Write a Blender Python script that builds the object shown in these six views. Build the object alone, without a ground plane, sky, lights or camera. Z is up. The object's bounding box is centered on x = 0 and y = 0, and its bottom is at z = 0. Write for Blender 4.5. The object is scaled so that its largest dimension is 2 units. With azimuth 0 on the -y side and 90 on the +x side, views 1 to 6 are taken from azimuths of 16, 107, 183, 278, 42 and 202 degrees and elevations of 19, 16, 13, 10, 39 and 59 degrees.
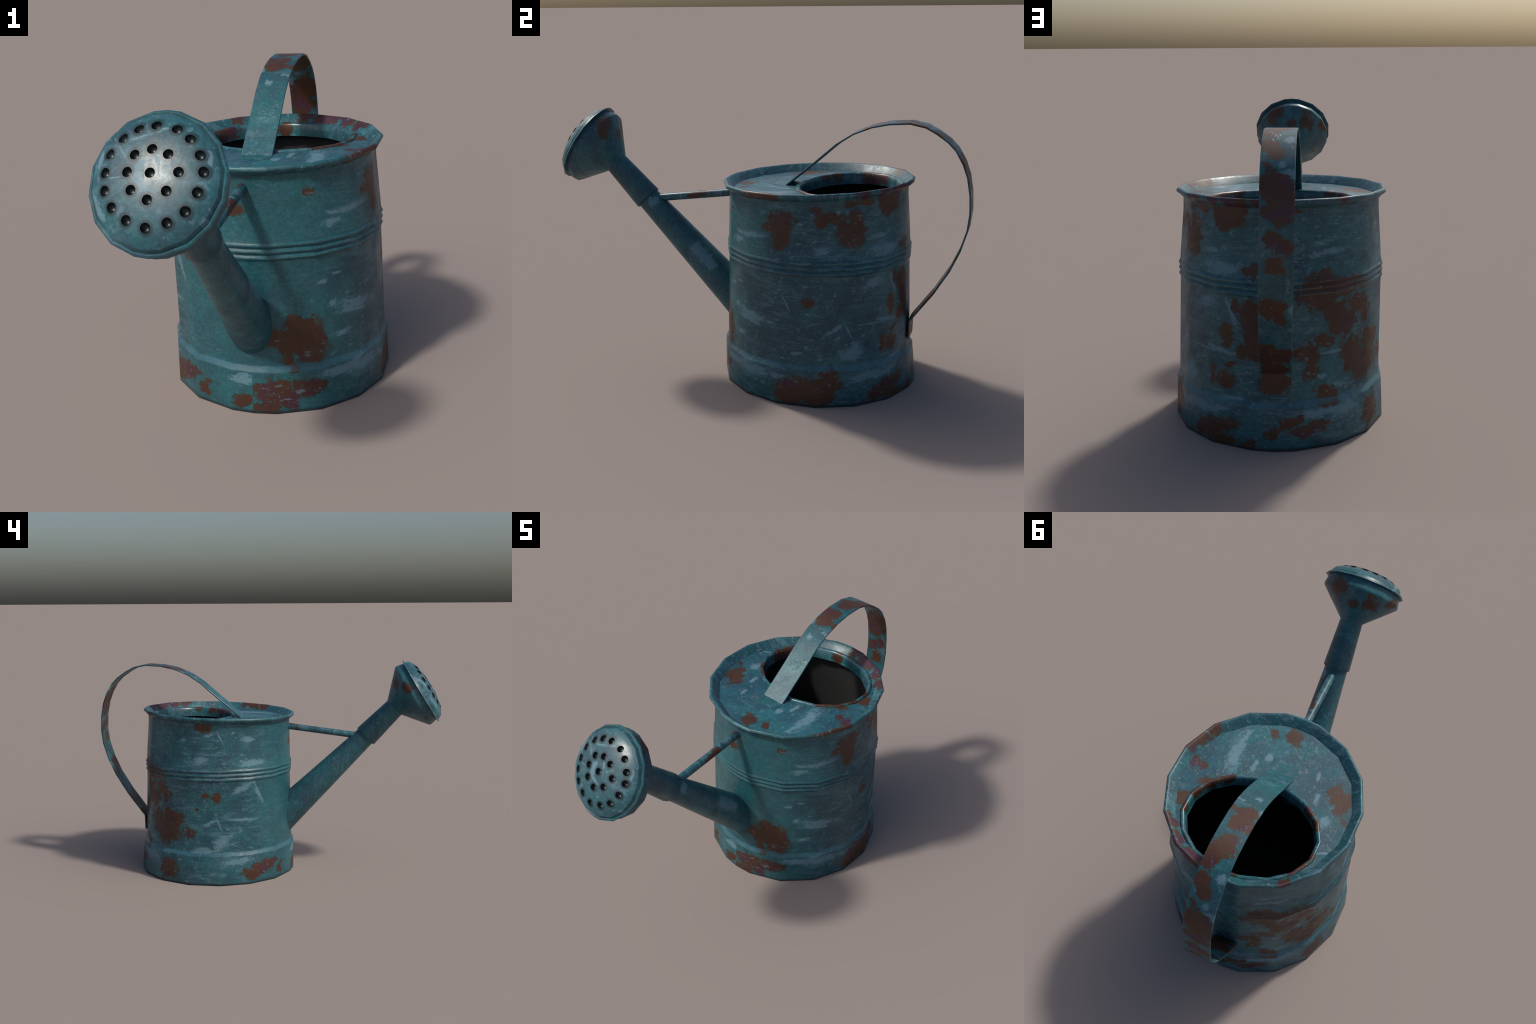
import bpy, bmesh, math, random
from mathutils import Vector, Matrix

# ------------------------------------------------------------------ scene
for o in list(bpy.data.objects):
    bpy.data.objects.remove(o, do_unlink=True)
COLL = bpy.context.scene.collection
BASE = Vector((0.0, 0.3125, 0.0))

root = bpy.data.objects.new("watering_can", None)
root.empty_display_size = 0.2
root.location = BASE
COLL.objects.link(root)
root["label"] = "old teal watering can with rust patches and a long spout"
root["category"] = "watering can"


def add_part(name, verts, faces, parent, mats, smooth_angle=38.0, mat_index=None):
    me = bpy.data.meshes.new(name)
    me.from_pydata([tuple(v) for v in verts], [], faces)
    bm = bmesh.new()
    bm.from_mesh(me)
    bmesh.ops.recalc_face_normals(bm, faces=bm.faces)
    bm.to_mesh(me)
    bm.free()
    for m in mats:
        me.materials.append(m)
    if mat_index:
        for p in me.polygons:
            p.material_index = mat_index(p)
    me.shade_smooth()
    me.set_sharp_from_angle(angle=math.radians(smooth_angle))
    ob = bpy.data.objects.new(name, me)
    COLL.objects.link(ob)
    attach(ob, parent)
    return ob


def attach(ob, parent):
    ob.parent = parent
    inv = Matrix.Identity(4)
    if parent is root:
        inv = Matrix.Translation(-BASE)
    ob.matrix_parent_inverse = inv


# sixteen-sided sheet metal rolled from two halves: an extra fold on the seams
RING = sorted([math.radians(11.25 + 22.5 * k) for k in range(16)] + [math.radians(90), math.radians(270)])
NR = len(RING)


def loft(rings, cap_start=False, cap_end=False, closed=False):
    verts, faces = [], []
    n = len(rings[0])
    for r in rings:
        verts += r
    m = len(rings)
    for i in range(m if closed else m - 1):
        a, b = i * n, ((i + 1) % m) * n
        for k in range(n):
            k2 = (k + 1) % n
            faces.append((a + k, a + k2, b + k2, b + k))
    if cap_start:
        faces.append(tuple(range(n)))
    if cap_end:
        faces.append(tuple(range((m - 1) * n, m * n)))
    return verts, faces


def can_ring(z, rx, ry, cx=0.0, cy=0.3125, tilt=0.0):
    """Oval ring of the can; tilt lifts the back of the ring."""
    out = []
    for a in RING:
        px, py = rx * math.cos(a), ry * math.sin(a)
        out.append(Vector((cx + px, cy + py, z + tilt * py)))
    return out


TOP_TILT = 0.031
TCX, TCY = -0.0103, 0.2950          # centre of the slightly leaning top


# ------------------------------------------------------------------ can body
def build_body(mat_out, mat_in):
    # z, rx, ry, cx, cy, tilt
    prof = [
        (0.000, 0.4385, 0.4600, 0.000, 0.3120, 0),
        (0.004, 0.4395, 0.4608, 0.000, 0.3120, 0),
        (0.080, 0.4370, 0.4570, 0.000, 0.3085, 0),
        (0.162, 0.4343, 0.4525, 0.001, 0.3049, 0),
        (0.1665, 0.4338, 0.4520, 0.001, 0.3048, 0),
        (0.1695, 0.4322, 0.4502, 0.001, 0.3047, 0),
        (0.1850, 0.4246, 0.4406, 0.001, 0.3042, 0),
        (0.1885, 0.4233, 0.4392, 0.001, 0.3041, 0),
        (0.1950, 0.4228, 0.4388, 0.001, 0.3040, 0),
        (0.390, 0.4200, 0.4335, -0.003, 0.3025, 0),
        (0.586, 0.4172, 0.4275, -0.007, 0.3010, 0),
    ]
    # three rolled beads round the middle
    b0, b1, n = 0.592, 0.662, 27
    for i in range(n + 1):
        t = i / n
        z = b0 + (b1 - b0) * t
        bead = 0.5 - 0.5 * math.cos(t * 3 * 2 * math.pi)
        d = 0.0010 + 0.0054 * bead ** 0.8
        prof.append((z, 0.4172 + d + 0.0004 * t, 0.4275 + d + 0.002 * t, -0.0072, 0.3008, 0))
    prof += [
        (0.668, 0.4168, 0.4282, -0.0072, 0.3004, 0.000),
        (0.760, 0.4100, 0.4238, -0.0085, 0.2980, 0.012),
        (0.872, 0.4010, 0.4180, -0.0100, 0.2950, 0.026),
        (0.912, 0.4005, 0.4172, TCX, TCY, TOP_TILT),
        (0.920, 0.4030, 0.4195, TCX, TCY, TOP_TILT),
    ]
    v, f = loft([can_ring(*p) for p in prof])
    body = add_part("body", v, f, root, [mat_out], 40)
    # dark inside: wall and floor a sheet's thickness in
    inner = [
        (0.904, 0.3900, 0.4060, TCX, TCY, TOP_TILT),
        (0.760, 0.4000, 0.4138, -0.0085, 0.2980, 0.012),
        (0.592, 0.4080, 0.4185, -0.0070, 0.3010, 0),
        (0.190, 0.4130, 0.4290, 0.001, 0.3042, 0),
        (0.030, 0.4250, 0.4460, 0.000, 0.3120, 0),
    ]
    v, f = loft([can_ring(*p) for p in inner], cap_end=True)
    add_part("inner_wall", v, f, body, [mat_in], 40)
    # the bottom plate
    v, f = loft([can_ring(0.012, 0.4330, 0.4545, 0, 0.312), can_ring(0.022, 0.4330, 0.4545, 0, 0.312)], True, True)
    add_part("bottom_plate", v, f, body, [mat_in], 30)
    return body


def build_rim(mat):
    prof = [
        (0.9165, 0.4035, 0.4200), (0.9260, 0.4130, 0.4300), (0.9360, 0.4262, 0.4432), (0.9410, 0.4282, 0.4452),
        (0.9465, 0.4270, 0.4440), (0.9510, 0.4230, 0.4400), (0.9522, 0.4180, 0.4350), (0.9500, 0.4135, 0.4300),
        (0.9430, 0.4065, 0.4215), (0.9290, 0.3900, 0.4040), (0.9130, 0.3760, 0.3890),
        (0.9095, 0.3800, 0.3940), (0.9110, 0.3960, 0.4120),
    ]
    v, f = loft([can_ring(z, rx, ry, TCX, TCY, TOP_TILT) for z, rx, ry in prof], closed=True)
    return add_part("rim", v, f, root, [mat], 50)


# lid: a plate with an off-centre oval mouth
LID_Z = 0.9175
MOUTH = (-0.012, 0.445, 0.297, 0.235)     # cx, cy, rx, ry


def lid_z(y, dz=0.0):
    return LID_Z + TOP_TILT * (y - TCY) + dz


def mouth_ring(grow, dz):
    cx, cy, rx, ry = MOUTH
    out = []
    for a in RING:
        x, y = cx + (rx + grow) * math.cos(a), cy + (ry + grow) * math.sin(a)
        out.append(Vector((x, y, lid_z(y, dz))))
    return out


def build_lid(mat, mat_mouth):
    outer = [Vector((TCX + 0.380 * math.cos(a), TCY + 0.393 * math.sin(a), 0)) for a in RING]
    for p in outer:
        p.z = lid_z(p.y)
    inner = mouth_ring(0.004, 0.0)
    steps = 6
    rings = []
    for i in range(steps + 1):
        t = i / steps
        rings.append([o.lerp(q, t) for o, q in zip(outer, inner)])
    for r in rings:
        for p in r:
            p.z = lid_z(p.y)
    under = [[Vector((p.x, p.y, p.z - 0.008)) for p in r] for r in (rings[-1], rings[0])]
    v, f = loft(rings + under, closed=True)
    lid = add_part("lid", v, f, root, [mat], 35)
    prof = [(0.0130, -0.001), (0.0115, 0.0045), (0.0060, 0.0075), (-0.0010, 0.0065), (-0.0060, 0.0020), (-0.0095, -0.006), (-0.0120, -0.022),
            (-0.0145, -0.047), (-0.0110, -0.049), (-0.0070, -0.047), (0.0020, -0.010), (0.0080, -0.006)]
    v, f = loft([mouth_ring(g, d) for g, d in prof], closed=True)
    add_part("mouth_collar", v, f, lid, [mat_mouth], 60)
    return lid


# ------------------------------------------------------------------ handle: one bent strap
HANDLE = [(0.087, 0.9095), (0.148, 0.9112), (0.286, 1.0250), (0.388, 1.1130), (0.465, 1.1625), (0.546, 1.1945), (0.626, 1.2110),
          (0.718, 1.2160), (0.787, 1.2015), (0.835, 1.1760), (0.887, 1.1400), (0.922, 1.1040), (0.956, 1.0460),
          (0.978, 0.9860), (0.992, 0.9080), (0.996, 0.8260), (0.988, 0.7500), (0.960, 0.6550), (0.918, 0.5600),
          (0.850, 0.4480), (0.747, 0.3080), (0.746, 0.2230)]


def build_handle(mat):
    half_w, half_t, e = 0.0605, 0.0042, 0.0018
    rings = []
    pts = [Vector((0, y, z)) for y, z in HANDLE]
    for i, p in enumerate(pts):
        a, b = pts[max(i - 1, 0)], pts[min(i + 1, len(pts) - 1)]
        t = (b - a).normalized()
        nrm = Vector((0, -t.z, t.y))
        cx = -0.0295 if p.z > 0.88 else -0.006 - 0.0235 * (p.z - 0.22) / 0.66
        ring = []
        for u, w in ((-half_w, -half_t + e), (-half_w + e, -half_t), (half_w - e, -half_t), (half_w, -half_t + e),
                     (half_w, half_t - e), (half_w - e, half_t), (-half_w + e, half_t), (-half_w, half_t - e)):
            ring.append(Vector((cx + u, p.y + nrm.y * w, p.z + nrm.z * w)))
        rings.append(ring)
    v, f = loft(rings, True, True)
    return add_part("handle", v, f, root, [mat], 30)


# ------------------------------------------------------------------ spout, collar, brace
SX = -0.008


def frame(axis):
    t = axis.normalized()
    s = Vector((1, 0, 0))
    up = s.cross(t).normalized()
    if up.z < 0:
        up = -up
    return t, s, up


def tube_ring(c, axis, r, lean=0.0):
    t, s, up = frame(axis)
    return [c + s * (0.96 * r * math.cos(a)) + up * (r * math.sin(a)) + t * (lean * math.sin(a)) for a in RING]


SPOUT_AXIS = Vector((0, -0.7046, 0.7096))
SPOUT_END = Vector((SX, -0.5635, 0.801))


def build_spout(mat, mat_collar):
    ax = SPOUT_AXIS
    slope = 0.0512
    rings = []
    for d in (0.70, 0.55, 0.30, 0.0, -0.05):
        rings.append(tube_ring(SPOUT_END - ax * d, ax, 0.0585 + slope * d))
    v, f = loft(rings, True, True)
    spout = add_part("spout", v, f, root, [mat], 45)
    return spout


COLLAR_A = Vector((SX, -0.570, 0.805))
JOINT = Vector((SX, -0.7325, 0.9735))


def build_collar(mat, parent):
    ax = (JOINT - COLLAR_A).normalized()
    rings = [tube_ring(COLLAR_A + ax * 0.004, ax, 0.0585), tube_ring(COLLAR_A, ax, 0.0660),
             tube_ring(COLLAR_A + ax * 0.003, ax, 0.0680), tube_ring(COLLAR_A + (JOINT - COLLAR_A) * 0.5, ax, 0.0625),
             tube_ring(JOINT, ax, 0.0572)]
    v, f = loft(rings, False, True)
    return add_part("spout_collar", v, f, parent, [mat], 45)


ROSE_AXIS = Vector((0, -0.850, 0.527))
ROSE_C = Vector((-0.0095, -0.8815, 1.0728))


def rose_ring(h, r):
    return tube_ring(ROSE_C + ROSE_AXIS * h, ROSE_AXIS, r)


def build_rose(mat, parent):
    ax = (JOINT - COLLAR_A).normalized()
    rings = [tube_ring(JOINT, ax, 0.0573), rose_ring(-0.060, 0.1895), rose_ring(-0.053, 0.1935), rose_ring(-0.045, 0.1935), rose_ring(-0.010, 0.1860),
             rose_ring(-0.004, 0.1860)]
    v, f = loft(rings, True, True)
    return add_part("rose", v, f, parent, [mat], 30)


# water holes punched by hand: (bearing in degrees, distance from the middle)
HOLES_INNER = [(90, .0710), (52, .0735), (8, .0795), (-37, .0665), (-86, .0650), (-137, .0595), (173, .0605), (130, .0715)]
HOLES_OUTER = [(91, .140), (67, .142), (48, .141), (26, .141), (7, .142), (-16, .1375), (-40, .138), (-63, .135), (-88, .136), (-113, .1285),
               (-138, .1285), (-161, .1290), (177, .1275), (154, .1355), (131, .138), (111, .139)]
DOME = [(0.0660, 0.0), (0.0620, 0.068), (0.0500, 0.136), (0.0270, 0.1780), (0.0130, 0.1850)]


def dome_h(r):
    for (h0, r0), (h1, r1) in zip(DOME, DOME[1:]):
        if r <= r1:
            return h0 + (h1 - h0) * (r - r0) / (r1 - r0)
    return DOME[-1][0]


def hole_spots():
    t, s, up = frame(ROSE_AXIS)
    spots = [(0.004, 0.006)]
    for a, r in HOLES_INNER + HOLES_OUTER:
        spots.append((r * math.cos(math.radians(a)), r * math.sin(math.radians(a))))
    out = []
    for x, y in spots:
        r = math.hypot(x, y)
        k = dome_slope(r)
        rad = (s * x + up * y) / r if r > 1e-6 else s
        nrm = (t + rad * k).normalized()
        out.append((ROSE_C + s * x + up * y + t * dome_h(r), nrm))
    return out


def dome_slope(r):
    return 1.7 * r * (1 + 1.2 * (r / 0.18) ** 6)


def build_rose_face(mat, mat_hole, parent):
    h, r = zip(*DOME)
    rings = [rose_ring(-0.0062, 0.1900), rose_ring(-0.0058, 0.2005), rose_ring(-0.0048, 0.2030), rose_ring(-0.0012, 0.2012), rose_ring(0.0018, 0.1962),
             rose_ring(0.0014, 0.1945), rose_ring(-0.0020, 0.1910), rose_ring(0.0010, 0.1885)]
    rings += [rose_ring(hh, rr) for hh, rr in reversed(DOME[1:])]
    v, f = loft(rings, True, False)
    apex = len(v)
    v.append(ROSE_C + ROSE_AXIS * DOME[0][0])
    last = (len(rings) - 1) * NR
    f += [(last + k, last + (k + 1) % NR, apex) for k in range(NR)]
    face = add_part("rose_face", v, f, parent, [mat, mat_hole], 40)
    # punch the water holes
    bm = bmesh.new()
    R = 0.0148
    for p, n in hole_spots():
        m = Matrix.Translation(p - n * 0.0052)
        m = m @ n.to_track_quat('Z', 'Y').to_matrix().to_4x4()
        bmesh.ops.create_uvsphere(bm, u_segments=24, v_segments=14, radius=R, matrix=m)
    me = bpy.data.meshes.new("punch")
    bm.to_mesh(me)
    bm.free()
    me.materials.append(mat)
    me.materials.append(mat_hole)
    for p in me.polygons:
        p.material_index = 1
    punch = bpy.data.objects.new("punch", me)
    COLL.objects.link(punch)
    mod = face.modifiers.new("punch", 'BOOLEAN')
    mod.object = punch
    mod.operation = 'DIFFERENCE'
    mod.solver = 'EXACT'
    bpy.context.view_layer.update()
    dg = bpy.context.evaluated_depsgraph_get()
    new = bpy.data.meshes.new_from_object(face.evaluated_get(dg))
    face.modifiers.clear()
    face.data = new
    new.name = "rose_face"
    bpy.data.objects.remove(punch, do_unlink=True)
    t, s, up = frame(ROSE_AXIS)
    new.shade_smooth()
    new.set_sharp_from_angle(angle=math.radians(40))
    normals = [Vector((0, 0, 0))] * len(new.loops)
    for p in new.polygons:
        if p.material_index != 0:
            continue
        d = p.center - ROSE_C
        if d.dot(t) < 0.016:
            continue
        for li in p.loop_indices:
            d = new.vertices[new.loops[li].vertex_index].co - ROSE_C
            q = d - t * d.dot(t)
            rr = q.length
            normals[li] = (t + (q / rr) * dome_slope(rr)).normalized() if rr > 1e-6 else t.copy()
    new.normals_split_custom_set([tuple(n) for n in normals])
    return face


def build_brace(mat):
    a, b = Vector((-0.0085, -0.452, 0.8185)), Vector((-0.0125, -0.095, 0.8625))
    ax = (b - a).normalized()
    a2 = a - ax * 0.075
    n = 12
    s = ax.cross(Vector((0, 0, 1))).normalized()
    up = s.cross(ax)
    rings = [[c + s * (0.0188 * math.cos(2 * math.pi * k / n)) + up * (0.0188 * math.sin(2 * math.pi * k / n)) for k in range(n)]
             for c in (a2, a.lerp(b, 0.5), b)]
    v, f = loft(rings, True, True)
    return add_part("brace", v, f, root, [mat], 45)

# ---------- where rust has broken through and where the paint is rubbed chalky
BODY_RUST = [
    (-0.406, 0.785, 0.05, 0.037, 93), (-0.076, 0.709, 0.018, 0.015, -175), (-0.076, 0.681, 0.017, 0.008, 90), (-0.107, 0.689, 0.016, 0.01, -171), (-0.095, 0.518, 0.046, 0.04, 53), (-0.081, 0.448, 0.056, 0.025, 89),
    (-0.154, 0.546, 0.024, 0.018, 80), (-0.201, 0.448, 0.027, 0.022, -157), (-0.191, 0.413, 0.023, 0.018, 74), (-0.126, 0.378, 0.024, 0.021, -138), (-0.086, 0.364, 0.024, 0.013, 163), (0.177, 0.605, 0.068, 0.052, 174),
    (0.209, 0.665, 0.033, 0.023, -169), (0.262, 0.625, 0.092, 0.032, 167), (0.367, 0.626, 0.056, 0.024, 167), (0.388, 0.531, 0.054, 0.032, 163), (0.425, 0.491, 0.026, 0.018, 103), (0.241, 0.546, 0.061, 0.02, 174),
    (0.297, 0.484, 0.058, 0.037, 160), (0.253, 0.46, 0.026, 0.016, 170), (0.209, 0.413, 0.035, 0.018, 171), (0.152, 0.363, 0.045, 0.026, 93), (0.11, 0.376, 0.03, 0.018, 169), (0.143, 0.303, 0.029, 0.025, 114),
    (0.34, 0.342, 0.061, 0.044, 108), (0.39, 0.276, 0.053, 0.038, 150), (0.474, 0.372, 0.063, 0.034, 155), (0.465, 0.302, 0.058, 0.035, 148), (-0.264, 0.267, 0.031, 0.014, 86), (-0.206, 0.253, 0.035, 0.024, -163),
    (-0.188, 0.32, 0.019, 0.01, -168), (0.215, 0.209, 0.039, 0.026, 166), (0.219, 0.175, 0.041, 0.014, 174), (-0.252, 0.053, 0.09, 0.023, -160), (-0.278, 0.071, 0.063, 0.018, -160), (-0.211, 0.022, 0.051, 0.015, 178),
    (-0.104, 0.015, 0.025, 0.015, -161), (-0.003, 0.065, 0.022, 0.019, -163), (0.067, 0.106, 0.04, 0.016, -165), (0.132, 0.074, 0.059, 0.018, -178), (0.181, 0.094, 0.041, 0.011, 171), (0.45, 0.066, 0.048, 0.035, 133),
    (-0.535, 0.099, 0.06, 0.041, 73), (-0.188, 0.904, 0.064, 0.028, -175), (-0.226, 0.867, 0.024, 0.022, -159), (-0.342, 0.915, 0.03, 0.015, -171), (-0.424, 0.913, 0.03, 0.015, -171), (-0.403, 0.815, 0.043, 0.033, 94),
    (0.098, 0.916, 0.013, 0.008, 174), (-0.766, 0.823, 0.055, 0.039, -176), (-0.827, 0.798, 0.048, 0.017, -172), (-0.78, 0.759, 0.038, 0.034, -172), (-0.778, 0.72, 0.019, 0.015, -174), (-0.592, 0.885, 0.024, 0.012, 178),
    (-0.572, 0.841, 0.027, 0.026, 157), (-0.512, 0.849, 0.039, 0.018, 179), (-0.407, 0.841, 0.047, 0.024, 173), (-0.427, 0.78, 0.063, 0.046, 170), (-0.448, 0.742, 0.026, 0.017, 178), (-0.425, 0.915, 0.028, 0.015, 172),
    (-0.342, 0.912, 0.023, 0.014, 172), (-0.197, 0.896, 0.071, 0.032, 169), (-0.217, 0.864, 0.039, 0.02, 169), (-0.632, 0.47, 0.027, 0.019, -170), (-0.659, 0.477, 0.011, 0.008, -171), (-0.695, 0.067, 0.078, 0.048, -169),
    (-0.591, 0.063, 0.065, 0.05, 173), (-0.536, 0.103, 0.041, 0.029, 175), (-0.551, 0.151, 0.028, 0.018, 176), (-1.209, 0.347, 0.035, 0.026, 170), (-1.157, 0.315, 0.046, 0.034, 170), (-1.258, 0.289, 0.046, 0.038, 165),
    (-1.181, 0.268, 0.075, 0.047, 172), (-1.16, 0.216, 0.042, 0.021, 173), (-1.244, 0.215, 0.025, 0.019, 94), (-1.228, 0.179, 0.016, 0.014, 176), (-1.145, 0.377, 0.006, 0.004, 170), (-1.287, 0.086, 0.071, 0.04, 171),
    (-1.335, 0.024, 0.047, 0.022, -176), (-1.323, 0.115, 0.038, 0.013, -177), (-1.18, 0.097, 0.045, 0.03, 169), (-1.137, 0.106, 0.023, 0.018, 166), (-1.25, 0.044, 0.029, 0.025, 106), (1.349, 0.05, 0.032, 0.021, -162),
    (1.321, 0.031, 0.019, 0.015, -136), (1.043, 0.073, 0.078, 0.021, -155), (1.143, 0.103, 0.019, 0.007, -160), (1.163, 0.05, 0.023, 0.014, -148), (1.189, 0.084, 0.01, 0.006, -151), (-1.157, 0.838, 0.018, 0.014, 173),
    (1.345, 0.78, 0.021, 0.017, -163), (0.685, 0.901, 0.042, 0.027, -178), (0.763, 0.504, 0.023, 0.022, -148), (0.691, 0.511, 0.018, 0.01, -177), (0.496, 0.377, 0.048, 0.028, -169), (0.593, 0.291, 0.035, 0.024, -165),
    (0.453, 0.078, 0.052, 0.046, 55), (1.007, 0.074, 0.071, 0.033, -172), (1.084, 0.106, 0.047, 0.021, -176), (1.167, 0.051, 0.023, 0.016, 150), (0.937, 0.071, 0.019, 0.011, 174), (0.648, 0.431, 0.008, 0.007, -171),
]
BODY_WHITE = [
    (-0.375, 0.13, 0.066, 0.015, -173), (-0.268, 0.134, 0.076, 0.013, -168), (0.158, 0.134, 0.065, 0.015, 179), (0.249, 0.14, 0.056, 0.015, -178), (0.19, 0.277, 0.019, 0.009, 171), (-0.176, 0.186, 0.048, 0.008, -172),
    (-0.409, 0.244, 0.033, 0.025, 53), (0.266, 0.233, 0.037, 0.009, 171), (-0.206, 0.695, 0.069, 0.015, -174), (0.232, 0.758, 0.08, 0.01, -176), (0.195, 0.792, 0.026, 0.006, 176), (0.553, 0.823, 0.016, 0.01, 171),
    (-0.315, 0.55, 0.053, 0.018, -158), (-0.182, 0.527, 0.059, 0.007, 112), (-0.228, 0.372, 0.067, 0.008, 172), (0.244, 0.368, 0.056, 0.006, -179), (0.153, 0.407, 0.016, 0.014, 150), (-0.512, 0.861, 0.04, 0.01, -155),
    (-0.444, 0.857, 0.037, 0.004, 111), (-0.679, 0.82, 0.014, 0.005, -177), (-0.571, 0.708, 0.034, 0.016, -169), (-0.395, 0.825, 0.019, 0.005, 174), (-0.239, 0.694, 0.081, 0.026, 177), (-0.942, 0.752, 0.075, 0.012, -177),
    (-0.283, 0.759, 0.037, 0.009, 180), (-0.608, 0.748, 0.01, 0.003, -152), (-0.315, 0.55, 0.059, 0.018, -158), (-0.178, 0.529, 0.056, 0.007, 121), (-0.505, 0.356, 0.039, 0.008, -152), (-0.444, 0.346, 0.038, 0.004, 115),
    (-0.494, 0.314, 0.018, 0.006, -152), (-0.934, 0.376, 0.077, 0.016, -179), (-0.431, 0.247, 0.05, 0.026, -142), (-0.337, 0.134, 0.084, 0.021, -178), (-0.927, 0.132, 0.085, 0.022, 179), (-0.77, 0.127, 0.039, 0.012, 177),
    (-0.686, 0.239, 0.021, 0.008, -173), (-1.018, 0.278, 0.028, 0.009, -169), (-0.754, 0.213, 0.013, 0.004, 162), (-0.744, 0.468, 0.035, 0.003, 118), (-0.303, 0.365, 0.067, 0.004, 179), (-1.034, 0.139, 0.084, 0.016, 180),
    (-0.964, 0.152, 0.046, 0.015, -162), (1.344, 0.135, 0.043, 0.02, -174), (-1.021, 0.28, 0.027, 0.008, 173), (-1.06, 0.408, 0.018, 0.01, -148), (-0.93, 0.384, 0.092, 0.013, 169), (-0.949, 0.356, 0.07, 0.007, 169),
    (-1.039, 0.518, 0.02, 0.005, -176), (-1.104, 0.497, 0.018, 0.009, -170), (1.02, 0.506, 0.046, 0.007, 128), (-0.967, 0.75, 0.063, 0.008, 178), (-1.04, 0.746, 0.04, 0.007, 174), (-1.055, 0.712, 0.036, 0.014, -176),
    (0.988, 0.692, 0.081, 0.016, -180), (0.914, 0.554, 0.062, 0.016, -154), (1.019, 0.526, 0.073, 0.006, 119), (0.713, 0.854, 0.03, 0.009, -157), (0.782, 0.847, 0.034, 0.004, 116), (0.661, 0.709, 0.037, 0.019, -170),
    (0.787, 0.244, 0.057, 0.029, -141), (0.875, 0.134, 0.09, 0.016, -176), (0.917, 0.373, 0.087, 0.007, 179), (0.711, 0.353, 0.039, 0.01, -155), (0.775, 0.35, 0.037, 0.005, 115), (0.951, 0.828, 0.036, 0.014, 178),
    (0.292, 0.135, 0.065, 0.026, -173), (0.676, 0.2, 0.056, 0.016, -178),
]
LID_RUST = [
    (0.085, -0.036, 0.025, 0.02, 112), (-0.007, -0.046, 0.044, 0.034, 111), (0.352, 0.245, 0.029, 0.025, 158), (0.304, 0.254, 0.017, 0.016, 126), (0.314, 0.439, 0.032, 0.028, -165), (0.262, 0.321, 0.024, 0.016, 53),
    (-0.287, 0.15, 0.041, 0.032, 106), (-0.333, 0.183, 0.053, 0.034, 109), (-0.313, 0.226, 0.019, 0.017, 103), (-0.367, 0.269, 0.015, 0.014, -141),
]
LID_WHITE = [
    (0.198, 0.128, 0.106, 0.025, 92), (0.097, 0.169, 0.029, 0.011, 90), (0.055, 0.099, 0.022, 0.013, 80), (-0.217, 0.202, 0.026, 0.011, 88), (0.101, 0.094, 0.011, 0.01, -154), (-0.183, 0.098, 0.023, 0.009, 96),
    (-0.076, 0.065, 0.014, 0.011, -152), (-0.331, 0.443, 0.033, 0.005, -156), (-0.294, 0.302, 0.023, 0.021, -136),
]
RIM_RUST = [
    (0.388, 0.185, 0.947, 0.031), (0.364, 0.127, 0.945, 0.032), (0.332, 0.066, 0.938, 0.028), (0.292, 0.576, 0.956, 0.022), (0.323, 0.544, 0.956, 0.017), (0.225, 0.648, 0.96, 0.026),
    (0.167, 0.676, 0.96, 0.027), (0.115, 0.683, 0.951, 0.024), (-0.256, 0.644, 0.961, 0.022), (0.25, 0.61, 0.953, 0.016), (0.038, 0.728, 0.964, 0.032), (0.128, 0.704, 0.961, 0.032),
    (0.284, 0.572, 0.951, 0.025), (0.219, 0.64, 0.953, 0.026), (0.029, 0.704, 0.949, 0.02), (0.094, 0.69, 0.95, 0.022), (0.161, 0.662, 0.949, 0.021), (0.275, 0.577, 0.948, 0.022),
    (-0.246, 0.625, 0.947, 0.017),
]
MOUTH_COLLAR_RUST = [
    (0.183, 0.27, 0.922, 0.033), (0.234, 0.326, 0.915, 0.03), (0.27, 0.39, 0.922, 0.027), (0.275, 0.475, 0.924, 0.017), (-0.217, 0.273, 0.921, 0.026), (-0.274, 0.342, 0.924, 0.015),
    (-0.277, 0.526, 0.918, 0.03), (-0.294, 0.477, 0.906, 0.027), (-0.048, 0.667, 0.907, 0.027), (-0.257, 0.327, 0.911, 0.02), (-0.043, 0.668, 0.912, 0.022), (-0.252, 0.571, 0.917, 0.026),
]
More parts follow.
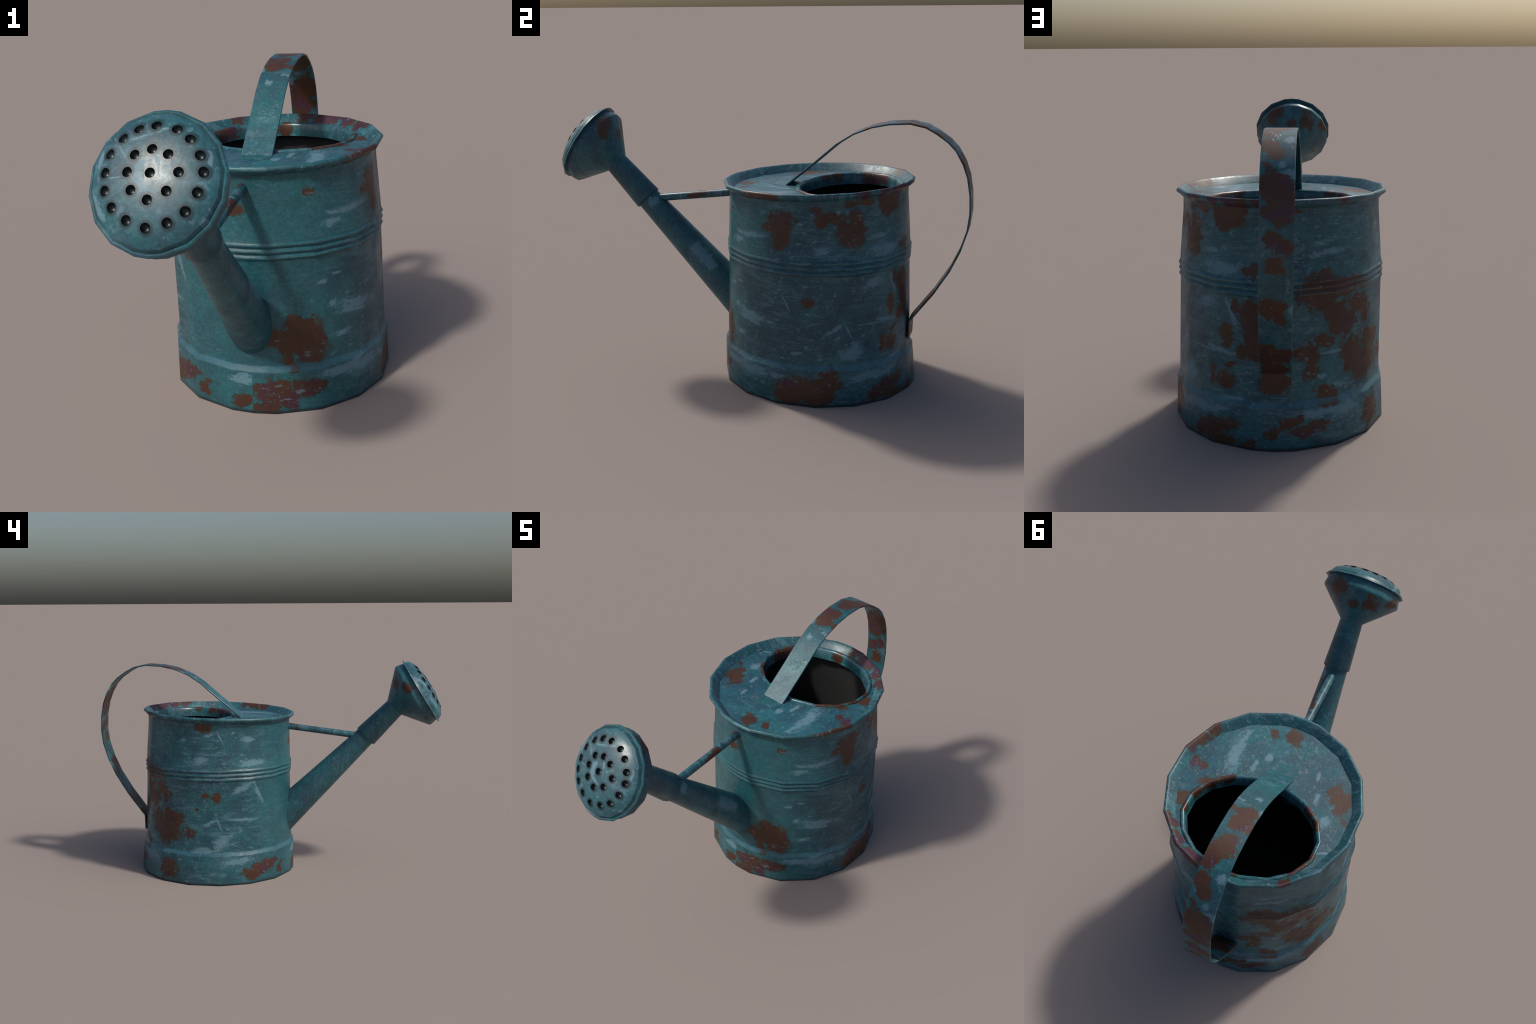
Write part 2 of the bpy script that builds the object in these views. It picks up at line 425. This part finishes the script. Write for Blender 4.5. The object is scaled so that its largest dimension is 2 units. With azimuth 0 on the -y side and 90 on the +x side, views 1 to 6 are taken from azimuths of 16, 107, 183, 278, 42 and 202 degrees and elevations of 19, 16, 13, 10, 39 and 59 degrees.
HANDLE_RUST = [
    (-0.042, 0.529, 1.192, 0.035), (-0.031, 0.586, 1.207, 0.029), (-0.078, 0.59, 1.208, 0.022), (-0.026, 0.686, 1.218, 0.032), (0.002, 0.738, 1.216, 0.034), (0.008, 0.781, 1.207, 0.023),
    (0.003, 0.84, 1.178, 0.027), (-0.014, 0.87, 1.157, 0.024), (-0.013, 0.957, 1.052, 0.038), (-0.054, 0.967, 1.027, 0.035), (-0.025, 0.713, 1.22, 0.035), (-0.004, 0.749, 1.214, 0.025),
    (0.021, 0.522, 1.19, 0.011), (-0.011, 0.947, 1.054, 0.035), (-0.045, 0.978, 0.961, 0.033), (-0.007, 0.989, 0.877, 0.023), (-0.025, 0.988, 0.787, 0.025), (0.008, 0.853, 1.169, 0.021),
    (-0.039, 0.879, 1.15, 0.016), (0.004, 0.919, 1.113, 0.01), (0.008, 0.965, 1.035, 0.03), (-0.041, 0.973, 1.012, 0.036), (-0.005, 0.986, 0.966, 0.019), (-0.077, 0.984, 0.978, 0.014),
    (-0.057, 0.999, 0.849, 0.025), (-0.005, 0.948, 0.617, 0.036), (-0.04, 0.931, 0.578, 0.019), (0.017, 0.823, 0.404, 0.043), (-0.046, 0.819, 0.399, 0.034), (-0.005, 0.773, 0.337, 0.044),
    (-0.003, 0.751, 0.269, 0.048),
]
HANDLE_WHITE = [
    (-0.044, 0.914, 1.118, 0.015), (-0.072, 0.939, 1.083, 0.026), (-0.07, 0.818, 1.19, 0.017), (-0.084, 0.506, 1.183, 0.016), (-0.046, 0.422, 1.14, 0.014), (0.006, 0.467, 1.168, 0.008),
    (-0.043, 0.282, 1.027, 0.008), (-0.021, 0.75, 0.241, 0.018), (-0.077, 0.948, 0.617, 0.019),
]
ROSE_RUST = [
    (0.058, -0.738, 1.184, 0.031), (0.096, -0.747, 1.161, 0.021), (0.086, -0.739, 1.12, 0.019), (-0.007, -0.714, 1.122, 0.025), (-0.081, -0.73, 1.125, 0.028), (-0.085, -0.738, 1.17, 0.023),
    (-0.173, -0.786, 1.102, 0.023), (0.08, -0.745, 1.184, 0.031), (0.098, -0.747, 1.132, 0.019), (-0.188, -0.805, 1.103, 0.022), (-0.105, -0.74, 1.114, 0.024), (-0.121, -0.817, 0.964, 0.008),
    (-0.138, -0.916, 0.929, 0.012),
]
SPOUT_WHITE = [
    (0.058, -0.294, 0.582, 0.027), (0.059, -0.248, 0.543, 0.027), (0.043, -0.522, 0.803, 0.022), (0.063, -0.207, 0.498, 0.02), (-0.005, -0.195, 0.544, 0.018),
]
BRACE_RUST = [
    (0.013, -0.341, 0.828, 0.013), (0.014, -0.304, 0.83, 0.012), (0.015, -0.267, 0.85, 0.012), (0.012, -0.282, 0.85, 0.014), (0.013, -0.316, 0.845, 0.016), (-0.014, -0.140, 0.872, 0.009),
    (-0.021, -0.171, 0.853, 0.010), (-0.005, -0.258, 0.86, 0.007),
]
ROSE_FACE_WHITE = [
    (-0.029, 0.02, 0.014, 0.013, 121), (-0.027, -0.008, 0.023, 0.011, 119), (-0.007, -0.033, 0.026, 0.007, 163), (-0.03, 0.108, 0.048, 0.004, -162), (-0.151, 0.049, 0.053, 0.008, 94), (0.024, 0.13, 0.017, 0.002, -174),
    (-0.092, -0.005, 0.022, 0.002, -178), (-0.086, 0.067, 0.034, 0.004, 129), (0.017, 0.043, 0.012, 0.004, 118), (0.048, 0.025, 0.011, 0.003, -178), (0.028, 0.007, 0.014, 0.002, 103), (0.098, -0.014, 0.016, 0.003, 135),
    (0.147, -0.014, 0.024, 0.002, 98), (-0.145, -0.076, 0.034, 0.007, 121), (0.148, 0.055, 0.024, 0.005, 103),
]
# ------------------------------------------------------------------ materials
class Graph:
    """Small helper that strings shader nodes together."""

    def __init__(self, name):
        self.mat = bpy.data.materials.new(name)
        self.mat.use_nodes = True
        self.nt = self.mat.node_tree
        self.bsdf = self.nt.nodes["Principled BSDF"]

    def node(self, kind, **props):
        n = self.nt.nodes.new(kind)
        for k, v in props.items():
            setattr(n, k, v)
        return n

    def put(self, sock, val):
        if isinstance(val, bpy.types.NodeSocket):
            self.nt.links.new(val, sock)
        elif isinstance(val, (tuple, list)) and sock.type == 'RGBA':
            sock.default_value = (*val, 1.0)
        else:
            sock.default_value = val

    def math(self, op, a, b=0.0, c=0.0, clamp=False):
        n = self.node("ShaderNodeMath", operation=op, use_clamp=clamp)
        for s, v in zip(n.inputs, (a, b, c)):
            self.put(s, v)
        return n.outputs[0]

    def vec(self, op, a, b=(0, 0, 0)):
        n = self.node("ShaderNodeVectorMath", operation=op)
        self.put(n.inputs[0], a)
        if op == 'SCALE':
            self.put(n.inputs[3], b)
        else:
            self.put(n.inputs[1], b)
        return n.outputs["Value"] if op in ('LENGTH', 'DOT_PRODUCT') else n.outputs["Vector"]

    def ramp(self, v, lo, hi, to_lo=0.0, to_hi=1.0, smooth=True):
        n = self.node("ShaderNodeMapRange", interpolation_type='SMOOTHSTEP' if smooth else 'LINEAR', clamp=True)
        self.put(n.inputs["Value"], v)
        self.put(n.inputs["From Min"], lo)
        self.put(n.inputs["From Max"], hi)
        self.put(n.inputs["To Min"], to_lo)
        self.put(n.inputs["To Max"], to_hi)
        return n.outputs["Result"]

    def mix(self, fac, a, b, mode='MIX'):
        n = self.node("ShaderNodeMix", data_type='RGBA', blend_type=mode)
        self.put(n.inputs["Factor"], fac)
        self.put([s for s in n.inputs if s.name == "A" and s.type == 'RGBA'][0], a)
        self.put([s for s in n.inputs if s.name == "B" and s.type == 'RGBA'][0], b)
        return [s for s in n.outputs if s.type == 'RGBA'][0]

    def noise(self, vec, scale, detail=4.0, rough=0.55, out="Fac", dist=0.0):
        n = self.node("ShaderNodeTexNoise")
        self.put(n.inputs["Vector"], vec)
        n.inputs["Scale"].default_value = scale
        n.inputs["Detail"].default_value = detail
        n.inputs["Roughness"].default_value = rough
        n.inputs["Distortion"].default_value = dist
        return n.outputs["Fac" if out == "Fac" else "Color"]

    def mapping(self, vec, loc=(0, 0, 0), rot=(0, 0, 0), scale=(1, 1, 1), kind='POINT'):
        n = self.node("ShaderNodeMapping", vector_type=kind)
        self.put(n.inputs["Vector"], vec)
        n.inputs["Location"].default_value = loc
        n.inputs["Rotation"].default_value = rot
        n.inputs["Scale"].default_value = scale
        return n.outputs[0]

    def nearest(self, vec, spots):
        """Distance to the closest patch, 1.0 being its edge."""
        best = None
        for i, s in enumerate(spots):
            if best is not None and i % 3 == 0:
                # work through the patches a few at a time, not all at once
                n = self.node("ShaderNodeVectorMath", operation='MULTIPLY_ADD')
                self.put(n.inputs[0], best)
                self.put(n.inputs[1], (1e-6, 0.0, 0.0))
                self.put(n.inputs[2], vec)
                vec = n.outputs[0]
            if len(s) == 5:
                x, y, ra, rb, rot = s
                m = self.mapping(vec, (x, y, 0), (0, 0, math.radians(rot)), (ra, rb, 1.0), 'TEXTURE')
            else:
                x, y, z, r = s
                m = self.mapping(vec, (x, y, z), (0, 0, 0), (r, r, r), 'TEXTURE')
            d = self.vec('LENGTH', m)
            best = d if best is None else self.math('SMOOTH_MIN', best, d, 0.45)
        return best


def unrolled(g, obj):
    """Coordinates of the can wall rolled out flat: metres round it, metres up."""
    sep = g.node("ShaderNodeSeparateXYZ")
    g.put(sep.inputs[0], obj)
    a = g.math('ARCTAN2', sep.outputs[0], g.math('SUBTRACT', sep.outputs[1], 0.305))
    u = g.math('MULTIPLY', a, -0.44)
    com = g.node("ShaderNodeCombineXYZ")
    g.put(com.inputs[0], u)
    g.put(com.inputs[1], sep.outputs[2])
    return com.outputs[0], u, sep.outputs[2]


def painted_metal(name, space, rust=(), white=(), seed=0.0, tint=(1, 1, 1), chalk=0.5, loose_rust=0.0, relief=0.0,
                  rough=0.38, white_alpha=0.76, grain=(1, 1, 1), painted_hole_shade=(), hairs=1.0, violet=0.6, spec=0.45, spread=1.27):
    g = Graph(name)
    obj = g.node("ShaderNodeTexCoord").outputs["Object"]
    off = g.vec('ADD', obj, (seed * 1.7, seed * 0.9, seed * 2.3))
    z = None
    front = None
    if space == 'can':
        P, u, z = unrolled(g, obj)
        front = g.ramp(g.math('ABSOLUTE', u), 0.80, 1.22)
        Q = P
    elif space == 'flat':
        Q = P = g.mapping(obj, (0, 0, 0), (0, 0, 0), (1, 1, 0))
    elif space == 'rose':
        t, s, up = frame(ROSE_AXIS)
        rx = math.atan2(up.z, up.y)
        Q = P = g.mapping(g.mapping(obj, ROSE_C, (rx, 0, 0), (1, 1, 1), 'TEXTURE'), (0, 0, 0), (0, 0, 0), (1, 1, 0))
    else:
        P, Q = obj, off
    Qs = g.vec('ADD', Q, (seed, seed * 0.37, 0.0)) if space != 'pt' else Q

    # --- paint: slate, teal and green mottling
    big = g.noise(off, 3.2, 5, 0.6)
    mid = g.noise(off, 13.0, 6, 0.62)
    fine = g.noise(off, 85.0, 5, 0.65)
    f = g.math('ADD', g.math('MULTIPLY', big, 0.6), g.math('MULTIPLY', mid, 0.4))
    teal = g.mix(g.ramp(f, 0.40, 0.60), (0.0130, 0.052, 0.072), (0.0150, 0.094, 0.110))
    green = g.ramp(g.noise(off, 5.5, 4, 0.6), 0.56, 0.74)
    teal = g.mix(g.math('MULTIPLY', green, 0.40), teal, (0.0170, 0.103, 0.107))
    slate = g.ramp(g.noise(off, 6.3, 6, 0.66), 0.48, 0.62, 0.0, 0.32)
    if front is not None:
        slate = g.math('MULTIPLY', slate, g.ramp(front, 0.0, 1.0, 1.0, 0.2))
    teal = g.mix(slate, teal, (0.024, 0.056, 0.074))
    if front is not None:
        teal = g.mix(g.math('MULTIPLY', front, 0.50), teal, (0.0140, 0.080, 0.094))
    teal = g.mix(1.0, teal, tint, 'MULTIPLY')
    teal = g.mix(g.ramp(fine, 0.36, 0.66, 0.0, 0.55), teal, g.mix(1.0, teal, (1.9, 1.65, 1.6), 'MULTIPLY'))
    olive = g.ramp(g.noise(off, 34.0, 4, 0.7), 0.63, 0.74, 0, 0.5)
    teal = g.mix(olive, teal, (0.020, 0.045, 0.034))

    # --- chalky abrasion: grey-blue haze, flecks and hairline scratches
    streak = g.noise(g.mapping(Qs, scale=(9 * grain[0], 42 * grain[1], 9 * grain[2])), 1.0, 6, 0.68)
    haze = g.math('MULTIPLY', g.ramp(streak, 0.47, 0.62), g.ramp(g.noise(off, 4.3, 4, 0.55), 0.40, 0.56))
    fl = g.noise(g.mapping(Qs, rot=(0, 0, 0.25), scale=(26 * grain[0], 52 * grain[1], 32 * grain[2])), 1.0, 5, 0.62)
    dust = g.noise(g.mapping(Qs, rot=(0, 0, -0.4), scale=(62 * grain[0], 100 * grain[1], 70 * grain[2])), 1.0, 2, 0.5)
    near = g.ramp(g.noise(off, 6.0, 5, 0.62), 0.37, 0.50)
    fleck = g.math('MULTIPLY', g.math('MAXIMUM', g.ramp(fl, 0.575, 0.645), g.ramp(dust, 0.63, 0.70, 0.0, 0.9)), near)
    hair = None
    for ang, cut in ((0.55, 0.625), (-1.15, 0.635), (0.12, 0.63)):
        h = g.noise(g.mapping(Qs, rot=(0, 0, ang), scale=(6, 190, 6)), 1.0, 2, 0.5)
        h = g.math('MULTIPLY', g.ramp(h, cut, cut + 0.03), g.ramp(g.noise(g.mapping(off, (ang, 1, 2)), 6.0, 3), 0.48, 0.60))
        hair = h if hair is None else g.math('MAXIMUM', hair, h)
    worn = g.math('MAXIMUM', g.math('MULTIPLY', haze, 0.44), g.math('MULTIPLY', fleck, 0.70))
    worn = g.math('MAXIMUM', worn, g.math('MULTIPLY', hair, 0.5 * hairs))
    worn = g.math('MULTIPLY', worn, chalk)
    if front is not None:
        worn = g.math('MULTIPLY', worn, g.ramp(front, 0.0, 1.0, 1.0, 0.25))
    wob = g.vec('SUBTRACT', g.noise(off, 22.0, 5, 0.7, out="Color"), (0.5, 0.5, 0.5))
    if white:
        Pw = g.vec('ADD', P, g.vec('SCALE', wob, 0.012))
        d = g.nearest(Pw, white)
        d = g.math('ADD', d, g.math('MULTIPLY', g.math('SUBTRACT', fl, 0.5), 3.2))
        d = g.math('ADD', d, g.math('ADD', g.math('MULTIPLY', g.math('SUBTRACT', streak, 0.5), 2.0), g.math('MULTIPLY', g.math('SUBTRACT', fine, 0.5), 2.6)))
        smear = g.ramp(d, 1.45, 0.62, 0.0, white_alpha)
        worn = g.math('MAXIMUM', worn, smear)
    chalk_col = g.mix(fine, (0.080, 0.166, 0.215), (0.168, 0.295, 0.355))
    col = g.mix(worn, teal, chalk_col)

    if relief > 0:
        blis = g.noise(off, 60.0, 4, 0.6, dist=0.8)
        blister = g.math('MULTIPLY', g.ramp(blis, 0.52, 0.62), g.ramp(g.noise(off, 9.0, 3, 0.5), 0.54, 0.64))
        col = g.mix(g.math('MULTIPLY', blister, 0.45), col, (0.085, 0.115, 0.085))

    # --- rust, eaten in from a few centres with ragged edges
    d = None
    if rust:
        Pr = g.vec('ADD', P, g.vec('SCALE', wob, 0.06))
        d = g.nearest(Pr, rust)
    if loose_rust > 0:
        spots = g.ramp(g.noise(off, 4.6, 4, 0.55), 0.62, 0.80, 3.0, 3.0 - 2.6 * loose_rust)
        d = spots if d is None else g.math('MINIMUM', d, spots)
    rough_v = g.math('ADD', g.ramp(mid, 0.25, 0.75, rough + 0.13, rough - 0.08), g.math('MULTIPLY', worn, 0.16))
    if d is not None:
        rag = g.math('ADD', g.math('MULTIPLY', g.math('SUBTRACT', g.noise(off, 75.0, 6, 0.75), 0.5), 1.7),
                     g.math('MULTIPLY', g.math('SUBTRACT', g.noise(off, 26.0, 6, 0.7), 0.5), 2.6))
        d = g.math('ADD', d, rag)
        mask = g.ramp(d, spread, spread - 0.10)
        halo = g.ramp(d, spread + 0.36, spread - 0.04, 0.0, 0.75)
        col = g.mix(halo, col, (0.020, 0.058, 0.050))
        brown = g.mix(g.noise(off, 16.0, 6, 0.65), (0.030, 0.0130, 0.0075), (0.092, 0.039, 0.0160))
        brown = g.mix(g.ramp(fine, 0.40, 0.62, 0, 0.7), brown, (0.052, 0.0185, 0.0100))
        bloom = g.ramp(g.noise(off, 9.0, 5, 0.6), 0.50, 0.66, 0, violet)
        brown = g.mix(bloom, brown, (0.050, 0.0165, 0.044))
        over = g.math('MULTIPLY', g.math('MAXIMUM', g.ramp(fl, 0.575, 0.645), g.ramp(dust, 0.63, 0.70)), g.ramp(g.noise(off, 8.0, 3), 0.52, 0.60, 0.0, 0.55))
        brown = g.mix(g.math('MULTIPLY', over, chalk, clamp=True), brown, chalk_col)
        col = g.mix(mask, col, brown)
        rough_v = g.math('ADD', rough_v, g.math('MULTIPLY', mask, 0.06))
    if space == 'can':
        # pale bluish edge of the foot band, dark line along the bottom
        edge = g.math('MULTIPLY', g.ramp(z, 0.164, 0.168), g.ramp(z, 0.190, 0.185))
        edge = g.math('MULTIPLY', edge, g.ramp(mid, 0.35, 0.6, 0.2, 0.6))
        col = g.mix(edge, col, (0.050, 0.135, 0.180))
        # sun glints on the three rolled beads, painted as lighter crest lines
        wave = g.math('COSINE', g.math('MULTIPLY', g.math('SUBTRACT', z, 0.592), 3 * 2 * math.pi / 0.070))
        crest = g.math('MULTIPLY', g.ramp(wave, -0.70, -0.98), g.math('MULTIPLY', g.ramp(z, 0.590, 0.594), g.ramp(z, 0.664, 0.660)))
        col = g.mix(g.math('MULTIPLY', crest, g.ramp(mid, 0.38, 0.62, 0.05, 0.5)), col, (0.070, 0.165, 0.205))
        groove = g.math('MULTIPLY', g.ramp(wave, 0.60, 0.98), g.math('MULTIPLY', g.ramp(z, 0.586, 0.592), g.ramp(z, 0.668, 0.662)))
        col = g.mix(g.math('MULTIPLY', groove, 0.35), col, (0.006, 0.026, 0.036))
        col = g.mix(g.ramp(z, 0.016, 0.002, 0.0, 0.8), col, (0.006, 0.010, 0.012))
    if painted_hole_shade:
        ring = g.nearest(P, painted_hole_shade)
        col = g.mix(g.ramp(ring, 1.45, 0.95, 0.0, 0.85), col, (0.006, 0.022, 0.028))  # soft occlusion around each hole, baked into the face colour
    g.put(g.bsdf.inputs["Base Color"], col)
    g.put(g.bsdf.inputs["Roughness"], rough_v)
    g.bsdf.inputs["Specular IOR Level"].default_value = spec
    # --- grain and flake relief
    h = g.math('ADD', g.math('MULTIPLY', fine, 0.30), g.math('MULTIPLY', mid, 0.5))
    if relief > 0:
        h = g.math('ADD', h, g.math('MULTIPLY', blister, relief * 3.0))
    b = g.node("ShaderNodeBump")
    b.inputs["Strength"].default_value = 0.30
    b.inputs["Distance"].default_value = 0.004
    g.put(b.inputs["Height"], h)
    g.put(g.bsdf.inputs["Normal"], b.outputs[0])
    return g.mat


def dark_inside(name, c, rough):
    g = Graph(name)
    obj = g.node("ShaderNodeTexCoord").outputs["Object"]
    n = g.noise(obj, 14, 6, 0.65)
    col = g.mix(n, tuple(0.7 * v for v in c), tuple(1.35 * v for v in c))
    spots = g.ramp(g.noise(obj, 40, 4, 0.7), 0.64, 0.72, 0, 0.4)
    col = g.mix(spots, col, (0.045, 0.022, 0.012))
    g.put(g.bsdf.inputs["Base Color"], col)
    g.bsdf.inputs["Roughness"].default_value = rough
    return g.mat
# ------------------------------------------------------------------ assemble
m_in = dark_inside("dark_can_inside", (0.023, 0.0235, 0.024), 0.6)
m_hole = dark_inside("dark_hole_cup", (0.009, 0.018, 0.021), 0.36)
m_body = painted_metal("weathered_can_paint", 'can', BODY_RUST, BODY_WHITE, seed=0.0, chalk=0.9)
m_rim = painted_metal("weathered_rim_paint", 'pt', RIM_RUST, seed=1.3, chalk=0.9, rough=0.40, violet=0.85, hairs=0.3, spread=1.25)
m_lid = painted_metal("weathered_lid_paint", 'flat', LID_RUST, LID_WHITE[:4] + LID_WHITE[5:6] + LID_WHITE[-2:], seed=2.1, chalk=0.55, relief=0.4, grain=(1.4, 0.5, 1), hairs=0.25, violet=0.95, spread=1.10, tint=(1.05, 1.05, 1.1))
m_mouth = painted_metal("weathered_mouth_paint", 'pt', MOUTH_COLLAR_RUST, seed=3.2, chalk=0.7, rough=0.24, violet=0.9, hairs=0.2, spread=1.2)
m_handle = painted_metal("weathered_handle_paint", 'pt', HANDLE_RUST, HANDLE_WHITE, seed=4.4, chalk=0.6, relief=0.5, rough=0.36, grain=(1, 0.4, 1), hairs=0.5, violet=0.8, spread=1.36)
smear = [tuple(a + (b - a) * k / 3 for a, b in zip(p, q)) for p, q in zip(SPOUT_WHITE[:1] + SPOUT_WHITE[1:2], SPOUT_WHITE[1:2] + SPOUT_WHITE[3:4])
         for k in range(3)] + SPOUT_WHITE[2:3]
m_spout = painted_metal("weathered_spout_paint", 'pt', (), smear, seed=5.7, chalk=0.4, hairs=0.5)
m_collar = painted_metal("weathered_collar_paint", 'pt', (), (), seed=6.1, chalk=0.35)
m_rose = painted_metal("weathered_rose_paint", 'pt', ROSE_RUST, (), seed=7.9, chalk=0.35, hairs=0.4, spread=1.10)
m_face = painted_metal("weathered_rose_face_paint", 'rose', (), ROSE_FACE_WHITE, seed=8.5, chalk=0.6, rough=0.35, spec=0.55, grain=(1, 0.45, 1), hairs=0.35, tint=(1.15, 1.1, 1.1),
                       painted_hole_shade=[(r * math.cos(math.radians(a)), r * math.sin(math.radians(a)), 0.0172, 0.0172, 0)
                                    for a, r in HOLES_INNER + HOLES_OUTER] + [(0.004, 0.006, 0.0172, 0.0172, 0)])
m_brace = painted_metal("weathered_brace_paint", 'pt', BRACE_RUST, (), seed=9.6, chalk=0.9, rough=0.32)

build_body(m_body, m_in)
build_rim(m_rim)
build_lid(m_lid, m_mouth)
build_handle(m_handle)
spout = build_spout(m_spout, m_collar)
build_collar(m_collar, spout)
rose = build_rose(m_rose, spout)
build_rose_face(m_face, m_hole, rose)
build_brace(m_brace)
